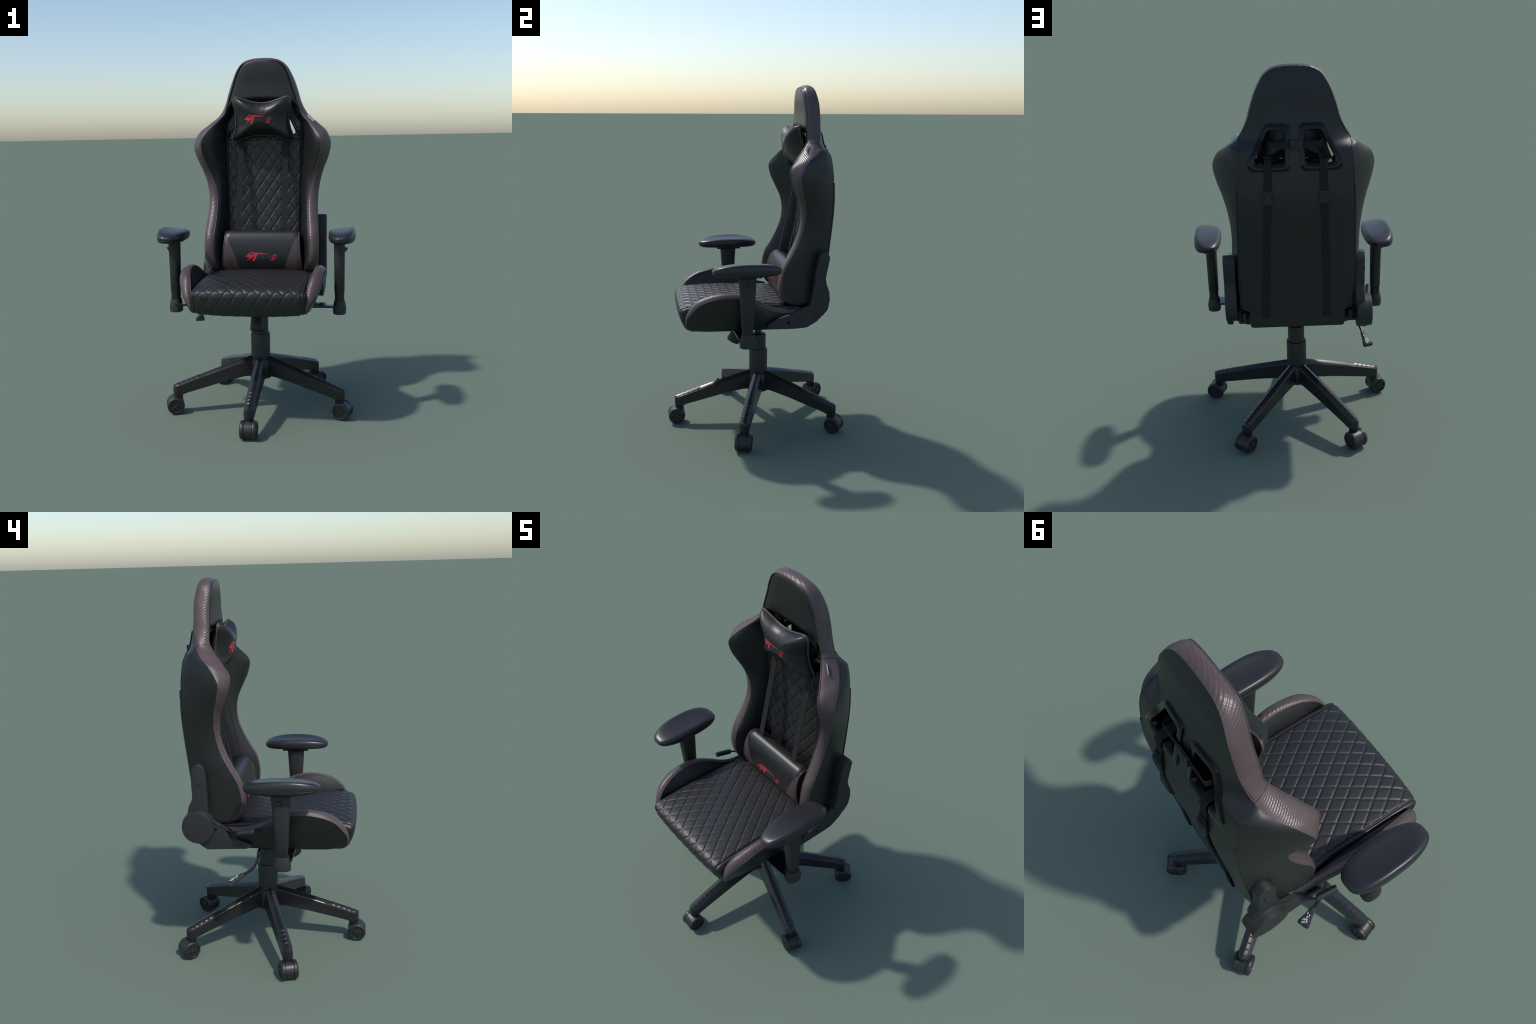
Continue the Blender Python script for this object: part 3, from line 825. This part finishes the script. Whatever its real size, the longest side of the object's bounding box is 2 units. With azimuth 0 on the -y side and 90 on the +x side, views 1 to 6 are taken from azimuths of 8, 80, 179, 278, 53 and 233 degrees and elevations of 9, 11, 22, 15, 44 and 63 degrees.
# ================================================================== ARMRESTS
def armrest(sgn, yaw, cx, Wh):
    A = empty("armrest", CHAIR)
    x0, y0 = .457 * sgn, -.086
    def loft(name, secs, mat, n=48, p=2.9):
        a = np.linspace(0, 2 * np.pi, n, endpoint=False)
        P = []
        for (z, hx, hy, dy) in secs:
            c, s_ = np.cos(a), np.sin(a)
            P.append(np.stack([x0 + hx * np.sign(c) * np.abs(c) ** (2 / p), y0 + dy + hy * np.sign(s_) * np.abs(s_) ** (2 / p), np.full(n, z)], 1))
        return grid_object(name, np.array(P), mat, A, wrap_c=True, caps=True, angle=40)
    loft("post_sleeve", [(.705, .026, .031, 0), (.708, .0275, .033, 0), (.85, .0285, .041, 0), (.976, .030, .049, 0)], MATTE)
    loft("post_tube", [(.63, .0255, .030, 0), (.72, .0255, .030, 0)], DARK)
    loft("post_foot", [(.589, .030, .037, 0), (.592, .035, .043, 0), (.620, .037, .045, 0), (.655, .0305, .035, 0), (.662, .029, .033, 0)], MATTE, p=2.5)
    # height button on the outside of the sleeve
    box("height_button", (.008, .026, .022), (x0 + sgn * .034, y0 + .006, .944), DARK, A, bevel=.002)
    box("height_button_key", (.010, .018, .010), (x0 + sgn * .039, y0 + .006, .948), MATTE, A, bevel=.002)
    box("pad_mount", (.062, .150, .020), (x0 + sgn * .004, y0 + .002, .990), DARK, A, bevel=.004)
    # bracket plate under the seat
    plate("armrest_bracket", round_poly([(.16 * sgn, -.150), (.33 * sgn, -.139), (.452 * sgn, -.134), (.452 * sgn, -.050), (.33 * sgn, -.040), (.16 * sgn, -.030)], .004, 3),
          .630, .6415, METAL, A, bevel=.0015, axis="z")
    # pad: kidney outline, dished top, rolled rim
    Lh = .187
    a = np.linspace(0, 2 * np.pi, 96, endpoint=False)
    c, s_ = np.cos(a), np.sin(a)
    oy = Lh * np.sign(s_) * np.abs(s_) ** (2 / 3.0)
    ox = Wh * np.sign(c) * np.abs(c) ** (2 / 3.1)
    ox = ox * (1 - .17 * (np.clip(-oy / Lh, 0, 1)) ** 2 - .04 * (np.clip(oy / Lh, 0, 1)) ** 2)      # slimmer nose
    rings = [(0.0, -.026), (.70, -.026), (.90, -.024), (.965, -.018), (.985, -.009), (1.0, .002), (.992, .014), (.965, .024), (.92, .0315), (.85, .0355), (.74, .0365), (.6, .0355), (.45, .034), (.3, .0333), (.15, .033), (.0, .033)]
    P = []
    for k, h in rings:
        kx = ox * k
        top = max(0, h) / .0365
        # outer edge stands a bit higher than the inner one; ends droop
        dz = (top * (.009 * (kx / Wh) - .020 * (np.abs(oy * k) / Lh) ** 2.4 - .001))
        P.append(np.stack([kx * sgn, oy * k, h + dz], 1))
    P = np.array(P)
    ca, sa = math.cos(yaw), math.sin(yaw)
    Q = np.stack([P[..., 0] * ca - P[..., 1] * sa + cx, P[..., 0] * sa + P[..., 1] * ca - .090, P[..., 2] + 1.020], -1)
    grid_object("armrest_pad", Q, PAD, A, wrap_c=True, flip=(sgn < 0), angle=60)
    # parting line between the soft top and its hard base
    lp = Q[4]; c0 = lp.mean(0); lp = c0 + (lp - c0) * 1.002
    tube("pad_parting_line", lp, .0014, DARK, A, closed=True, n=6)
armrest(1, math.radians(1.0), .471, .0725)
armrest(-1, math.radians(1.5), -.460, .0775)

# ================================================================== UNDER THE SEAT
MECH = empty("tilt_mechanism", CHAIR)
box("mechanism_plate", (.40, .30, .012), (0, -.03, .640), METAL, MECH)
box("mechanism_box", (.16, .22, .050), (0, -.03, .612), MATTE, MECH, bevel=.008)
rotk = Matrix.Rotation(math.radians(-28), 4, "X")
lathe("tension_knob", [(.0, -.048), (.030, -.048), (.0365, -.045), (.0385, -.038), (.0365, .034), (.034, .040), (.0, .041)], MATTE, MECH, n=144,
      loc=(.003, -.092, .532), rot=rotk, ribs=24, rib=.020, angle=60)
# height lever
tube("height_lever", smooth_path([(-.10, .02, .640), (-.25, .035, .645), (-.325, .048, .632), (-.336, .052, .600), (-.346, .072, .555), (-.353, .094, .534), (-.362, .125, .518)], 40), .0074, METAL, MECH, n=12)
# paddle grip at its end
s0 = np.array([-.361, .122, .520]); s1 = np.array([-.388, .200, .472])
axk = (s1 - s0) / np.linalg.norm(s1 - s0)
nup = np.array([0, .0, 1.0]); nup = nup - axk * (nup @ axk); nup /= np.linalg.norm(nup)
wid = np.cross(axk, nup)
L_ = np.linalg.norm(s1 - s0)
secs = []
for k, w, t in ((0, .008, .007), (.06, .0115, .009), (.5, .018, .0105), (.88, .0275, .0125), (.97, .0265, .011), (1.0, .022, .008)):
    a = np.linspace(0, 2 * np.pi, 28, endpoint=False)
    c, s_ = np.cos(a), np.sin(a)
    secs.append(s0 + axk * L_ * k + np.outer(w * np.sign(c) * np.abs(c) ** .5, wid) + np.outer(t * np.sign(s_) * np.abs(s_) ** .5, nup))
grid_object("lever_grip", np.array(secs), MATTE, MECH, wrap_c=True, caps=True, angle=45)
# white pictogram on the grip: seat, arrows and little bars
icon = []
def bar(u0, v0, u1, v1, w=.0022):
    icon.append(((u0, v0), (u1, v1), w))
bar(.40, -.006, .36, -.0015); bar(.45, -.006, .41, -.0015); bar(.36, .005, .32, .0095); bar(.42, .005, .38, .0095)
bar(.48, .000, .62, .000, .003); bar(.52, -.004, .48, .0); bar(.52, .004, .48, .0); bar(.60, -.007, .70, .006, .003); bar(.60, .002, .72, -.009, .003)
bar(.66, -.010, .78, -.008, .003); bar(.72, .0, .80, .004, .003); bar(.62, .007, .74, .012, .003); bar(.80, -.004, .80, .009, .0028); bar(.86, .002, .86, .010, .0024)
bm = bmesh.new()
for (u0, v0), (u1, v1), w in icon:
    a = s0 + axk * L_ * u0 + wid * v0; b = s0 + axk * L_ * u1 + wid * v1
    d = (b - a); d /= np.linalg.norm(d); n = np.cross(d, nup)
    for q in (0,):
        base = [a + n * w / 2, b + n * w / 2, b - n * w / 2, a - n * w / 2]
        lo_ = [bm.verts.new(p + nup * .0095) for p in base]; hi_ = [bm.verts.new(p + nup * .0130) for p in base]
        bm.faces.new(hi_); bm.faces.new(lo_[::-1])
        for i in range(4):
            bm.faces.new([lo_[i], lo_[(i + 1) % 4], hi_[(i + 1) % 4], hi_[i]])
bmesh.ops.recalc_face_normals(bm, faces=bm.faces[:])
me = bpy.data.meshes.new("pictogram"); bm.to_mesh(me); bm.free()
add("lever_pictogram", me, WHITE, MECH, smooth=False)

# ================================================================== GAS LIFT
CY = .043
LIFT = empty("gas_lift", CHAIR)
lathe("lift_sleeve", [(0, .262), (.0535, .262), (.0545, .266), (.0550, .432), (.0535, .440), (.050, .4415), (.0, .4415)], COLUMN, LIFT, n=64, loc=(0, CY, 0))
lathe("lift_tube", [(0, .43), (.0455, .43), (.0460, .525), (.0445, .533), (.040, .535), (.0, .535)], COLUMN, LIFT, n=64, loc=(0, CY, 0))
lathe("piston", [(0, .53), (.0205, .53), (.0205, .582), (.0265, .585), (.0275, .612), (.0275, .64), (0, .64)], METAL, LIFT, n=40, loc=(0, CY, 0))

# ================================================================== STAR BASE
BASE = empty("star_base", CHAIR)
lathe("hub", [(0, .180), (.060, .180), (.066, .186), (.0675, .215), (.0640, .262), (.0600, .283), (.0575, .288), (.054, .289), (0, .289)], BASEP, BASE, n=60, loc=(0, CY, 0))
lathe("hub_collar", [(.0535, .270), (.0595, .272), (.0595, .2905), (.0575, .2925), (.0535, .2925)], BASEP, BASE, n=60, loc=(0, CY, 0))

def arm_mesh():
    secs = []
    rs = np.r_[np.linspace(.045, .112, 6), .1125, .1135, np.linspace(.115, .470, 26), .480, .488, .494, .499, .503, .506, .508, .5092, .5096]
    for r in rs:
        k = (r - .05) / .46
        ztop = .309 - .145 * k + .004 * math.sin(math.pi * k)
        zbot = np.interp(r, [.045, .10, .22, .44, .452, .458, .51], [.196, .196, .172, .118, .112, .110, .110])
        wt_, wb = np.interp(r, [.045, .11, .46, .51], [.0250, .0255, .0252, .0252]), np.interp(r, [.045, .11, .46, .51], [.0375, .0365, .0285, .0285])
        drop = np.interp(r, [.045, .11, .5], [.034, .033, .019])
        if .112 < r < .1138: wt_ *= .97; wb *= .97; ztop -= .0012
        # rounded nose
        if r > .47:
            f = math.sqrt(max(0.02, 1 - ((r - .47) / .0397) ** 2.6)); wt_ *= f; wb *= f
        pts = []
        for q in np.linspace(-1, 1, 9):             # crowned top with a soft ridge
            pts.append((q * wt_, ztop - drop * (.28 * abs(q) + .24 * q * q)))
        top = [pts[0][0], pts[0][1]]
        zs = pts[-1][1]
        ws = wt_ * 1.07
        side = [(ws, zs - .003), (ws + (wb - ws) * .04, zs - .010), (wb, zbot + .004), (wb - .004, zbot)]
        loopp = pts + side + [(-p[0], p[1]) for p in side[::-1]]
        secs.append([(r, p[0], p[1]) for p in loopp])
    return np.array(secs)
ARM = arm_mesh()
nA = ARM.shape[1]
arm_me = mesh("base_arm", ARM.reshape(-1, 3), [tuple(f) for f in grid_faces(ARM.shape[0], nA, wrap_c=True)] + [tuple(range(nA))[::-1], tuple(range((ARM.shape[0] - 1) * nA, ARM.shape[0] * nA))])
bm = bmesh.new(); bm.from_mesh(arm_me); bmesh.ops.recalc_face_normals(bm, faces=bm.faces[:]); bm.to_mesh(arm_me); bm.free()
arm_me.materials.append(BASEP)
arm_me.polygons.foreach_set("use_smooth", [True] * len(arm_me.polygons)); arm_me.set_sharp_from_angle(angle=math.radians(24))

def top_z(r, q):
    k = (r - .05) / .46
    drop = float(np.interp(r, [.045, .11, .5], [.034, .033, .019]))
    return .309 - .145 * k + .004 * math.sin(math.pi * k) - drop * (.28 * abs(q) + .24 * q * q)
# ribbed foot grip on the outer third of every arm
P = []
for r in np.linspace(.352, .494, 160):
    w = float(np.interp(r, [.045, .11, .46, .51], [.0250, .0255, .0252, .0252]))
    if r > .47: w *= math.sqrt(max(.02, 1 - ((r - .47) / .0397) ** 2.6))
    u = (r - .352) / .142
    saw = (u * 5) % 1.0
    h = .0004 + .0022 * min(1, saw * 1.25) * (1 if saw < .90 else max(0, (1 - saw) / .10))
    if u < .02 or u > .985: h = -.002
    P.append([(r, q * w * .93, top_z(r, q) + (h if abs(q) < .99 else -.001)) for q in np.linspace(-1, 1, 13)])
gf = grid_faces(160, 13)
grip_me = mesh("foot_grip", np.array(P).reshape(-1, 3), gf)
grip_me.materials.append(BASEP)
grip_me.polygons.foreach_set("use_smooth", [True] * len(grip_me.polygons)); grip_me.set_sharp_from_angle(angle=math.radians(28))
if grip_me.polygons[500].normal.z < 0: grip_me.flip_normals()

def wheel_mesh():
    """Caster wheel, axis +y, outer face at +y with five spokes."""
    R = .0495; W = .0235
    bm = bmesh.new()
    prof = [(0, 0), (.046, 0), (.0485, .0015), (R, .004), (R, .012), (.0485, .0175), (.0455, .0212), (.041, .0232), (.0385, .0235),
            (.0375, .0225), (.0368, .0175), (.0, .0175)]
    n = 56; a = np.linspace(0, 2 * np.pi, n, endpoint=False)
    rows = [[bm.verts.new((r * math.cos(t), y, r * math.sin(t))) for t in a] for r, y in prof if r > 0]
    for i in range(len(rows) - 1):
        for j in range(n):
            bm.faces.new([rows[i][j], rows[i][(j + 1) % n], rows[i + 1][(j + 1) % n], rows[i + 1][j]])
    bm.faces.new(rows[0][::-1])
    c = bm.verts.new((0, .0175, 0))
    # recessed floor comes from the last ring (radius .0368)
    for j in range(n):
        bm.faces.new([rows[-1][j], rows[-1][(j + 1) % n], c])
    # spokes: tapered ridges
    for s in range(5):
        t = math.pi / 2 + s * 2 * math.pi / 5
        d = Vector((math.cos(t), 0, math.sin(t))); p = Vector((-math.sin(t), 0, math.cos(t)))
        pr = [(.006, .0062), (.020, .0048), (.0372, .0075)]
        lo = [(d * r + p * w * sg + Vector((0, .0172, 0))) for r, w in pr for sg in (-1, 1)]
        hi = [(d * r + p * w * .62 * sg + Vector((0, h, 0))) for (r, w), h in zip(pr, (.0236, .0215, .0222)) for sg in (-1, 1)]
        L = [bm.verts.new(v) for v in lo]; H = [bm.verts.new(v) for v in hi]
        for k in (0, 2):
            bm.faces.new([H[k], H[k + 1], H[k + 3], H[k + 2]])
            bm.faces.new([L[k], H[k], H[k + 2], L[k + 2]])
            bm.faces.new([L[k + 1], L[k + 3], H[k + 3], H[k + 1]])
    # hub cone
    hb = [(.0115, .0175), (.0105, .0225), (.006, .0245), (.0, .0255)]
    m = 20; b = np.linspace(0, 2 * np.pi, m, endpoint=False)
    rw = [[bm.verts.new((r * math.cos(t), y, r * math.sin(t))) for t in b] for r, y in hb[:3]]
    for i in range(2):
        for j in range(m):
            bm.faces.new([rw[i][j], rw[i][(j + 1) % m], rw[i + 1][(j + 1) % m], rw[i + 1][j]])
    bm.faces.new(rw[2])
    bmesh.ops.recalc_face_normals(bm, faces=bm.faces[:])
    me = bpy.data.meshes.new("caster_wheel"); bm.to_mesh(me); bm.free()
    me.materials.append(PLASTIC)
    me.polygons.foreach_set("use_smooth", [True] * len(me.polygons)); me.set_sharp_from_angle(angle=math.radians(32))
    return me
WHEEL = wheel_mesh()
def hood_mesh():
    """Fork cover between the two wheels: drum with its lower quarter cut away, plus stem."""
    bm = bmesh.new()
    a = np.radians(np.linspace(-48, 215, 44)); hw = .0208; R = .0470; r0 = .030
    out = [(R * math.cos(t), R * math.sin(t)) for t in a]; inn = [(r0 * math.cos(t), r0 * math.sin(t)) for t in a[::-1]]
    lp = out + inn
    A_ = [bm.verts.new((p[0], -hw, p[1])) for p in lp]; B_ = [bm.verts.new((p[0], hw, p[1])) for p in lp]
    n = len(lp)
    for i in range(n):
        bm.faces.new([A_[i], A_[(i + 1) % n], B_[(i + 1) % n], B_[i]])
    h = len(a)
    for i in range(h - 1):
        bm.faces.new([A_[i], A_[i + 1], A_[n - 2 - i], A_[n - 1 - i]]); bm.faces.new([B_[i], B_[i + 1], B_[n - 2 - i], B_[n - 1 - i]])
    # axle
    m = 16; b = np.linspace(0, 2 * np.pi, m, endpoint=False)
    q0 = [bm.verts.new((.031 * math.cos(t), -hw, .031 * math.sin(t))) for t in b]; q1 = [bm.verts.new((.031 * math.cos(t), hw, .031 * math.sin(t))) for t in b]
    for j in range(m):
        bm.faces.new([q0[j], q0[(j + 1) % m], q1[(j + 1) % m], q1[j]])
    bmesh.ops.recalc_face_normals(bm, faces=bm.faces[:])
    me = bpy.data.meshes.new("caster_hood"); bm.to_mesh(me); bm.free()
    me.materials.append(PLASTIC)
    me.polygons.foreach_set("use_smooth", [True] * len(me.polygons)); me.set_sharp_from_angle(angle=math.radians(40))
    return me
HOOD = hood_mesh()
stem_prof = np.array([(0, .074), (.0245, .074), (.0255, .078), (.0255, .106), (.0225, .110), (.0225, .116), (0, .116)])
aa = np.linspace(0, 2 * np.pi, 36, endpoint=False)
SPm = np.stack([stem_prof[:, 0:1] * np.cos(aa), stem_prof[:, 0:1] * np.sin(aa), np.repeat(stem_prof[:, 1:2], 36, 1)], -1)
STEM = mesh("caster_stem", SPm.reshape(-1, 3), grid_faces(len(stem_prof), 36, wrap_c=True))
STEM.materials.append(DARK); STEM.polygons.foreach_set("use_smooth", [True] * len(STEM.polygons)); STEM.set_sharp_from_angle(angle=math.radians(35))
sock_prof = np.array([(0, .092), (.0270, .093), (.0285, .097), (.0285, .125), (0, .125)])
SKm = np.stack([sock_prof[:, 0:1] * np.cos(aa), sock_prof[:, 0:1] * np.sin(aa), np.repeat(sock_prof[:, 1:2], 36, 1)], -1)
SOCK = mesh("arm_socket", SKm.reshape(-1, 3), grid_faces(len(sock_prof), 36, wrap_c=True))
SOCK.materials.append(BASEP); SOCK.polygons.foreach_set("use_smooth", [True] * len(SOCK.polygons)); SOCK.set_sharp_from_angle(angle=math.radians(35))

def inst(name, me, parent, M):
    ob = bpy.data.objects.new(name, me); COLL.objects.link(ob); ob.parent = parent; ob.matrix_local = M; return ob
for k in range(5):
    th = math.radians(-90 + 72 * k)
    M = Matrix.Translation((0, CY, 0)) @ Matrix.Rotation(th, 4, "Z")
    inst("base_arm", arm_me, BASE, M)
    inst("foot_grip", grip_me, BASE, M)
    inst("arm_socket", SOCK, BASE, M @ Matrix.Translation((.4805, 0, .014)))
    # caster, its own part with wheels below
    CM = M @ Matrix.Translation((.4815, 0, 0))
    ca = bpy.data.objects.new("caster", STEM); COLL.objects.link(ca); ca.parent = CHAIR; ca.matrix_local = CM
    wc_ = Matrix.Translation((.018, 0, .0495))
    inst("caster_hood", HOOD, ca, wc_ @ Matrix.Rotation(math.radians(8), 4, "Y"))
    spin = random.uniform(0, 6.28)
    inst("caster_wheel", WHEEL, ca, wc_ @ Matrix.Translation((0, .0215, 0)) @ Matrix.Rotation(spin, 4, "Y"))
    inst("caster_wheel", WHEEL, ca, wc_ @ Matrix.Rotation(math.pi, 4, "Z") @ Matrix.Translation((0, .0215, 0)) @ Matrix.Rotation(spin * 1.7, 4, "Y"))
# webs of the hub between the arms
for k in range(5):
    th = math.radians(-54 + 72 * k)
    M = Matrix.Translation((0, CY, 0)) @ Matrix.Rotation(th, 4, "Z")
    if k == 0:
        wb_ = box("hub_web", (.030, .040, .085), (.052, 0, .232), BASEP, BASE, bevel=.008)
        WEBM = wb_.data; wb_.matrix_local = M
    else:
        inst("hub_web", WEBM, BASE, M)

# ================================================================== CARE LABEL on the shoulder
ot, ol_, il, it = (Vector(p) for p in ((.271, .275, 1.679), (.305, .256, 1.647), (.297, .263, 1.636), (.261, .289, 1.667)))
ev_ = ((it - ot) + (il - ol_)) * .8; it = ot + ev_; il = ol_ + ev_            # sewn into the seam
nl__ = (ol_ - ot).cross(it - ot).normalized()
if nl__.y > 0: nl__ = -nl__
def slab(name, q, t0, t1, mat):
    v = [p + nl__ * t0 for p in q] + [p + nl__ * t1 for p in q]
    me = mesh(name, v, [(0, 1, 2, 3), (7, 6, 5, 4), (0, 4, 5, 1), (1, 5, 6, 2), (2, 6, 7, 3), (3, 7, 4, 0)])
    bm = bmesh.new(); bm.from_mesh(me); bmesh.ops.recalc_face_normals(bm, faces=bm.faces[:]); bm.to_mesh(me); bm.free()
    return add(name, me, mat, BACK, smooth=False)
slab("care_label", [ot, ol_, il, it], -.0011, .0011, LABEL)
eu, ev = (ol_ - ot), (it - ot) * .62
def patch(u0, u1, v0, v1): return [ot + eu * u + ev * v for u, v in ((u0, v0), (u1, v0), (u1, v1), (u0, v1))]
slab("care_label_mark", patch(.12, .34, .36, .66), .0009, .0016, RED)
slab("care_label_mark", patch(.34, .60, .40, .48), .0009, .0016, RED)
slab("care_label_mark", patch(.40, .74, .54, .66), .0009, .0016, GREY)
slab("care_label_mark", patch(.76, .90, .40, .70), .0009, .0016, RED)
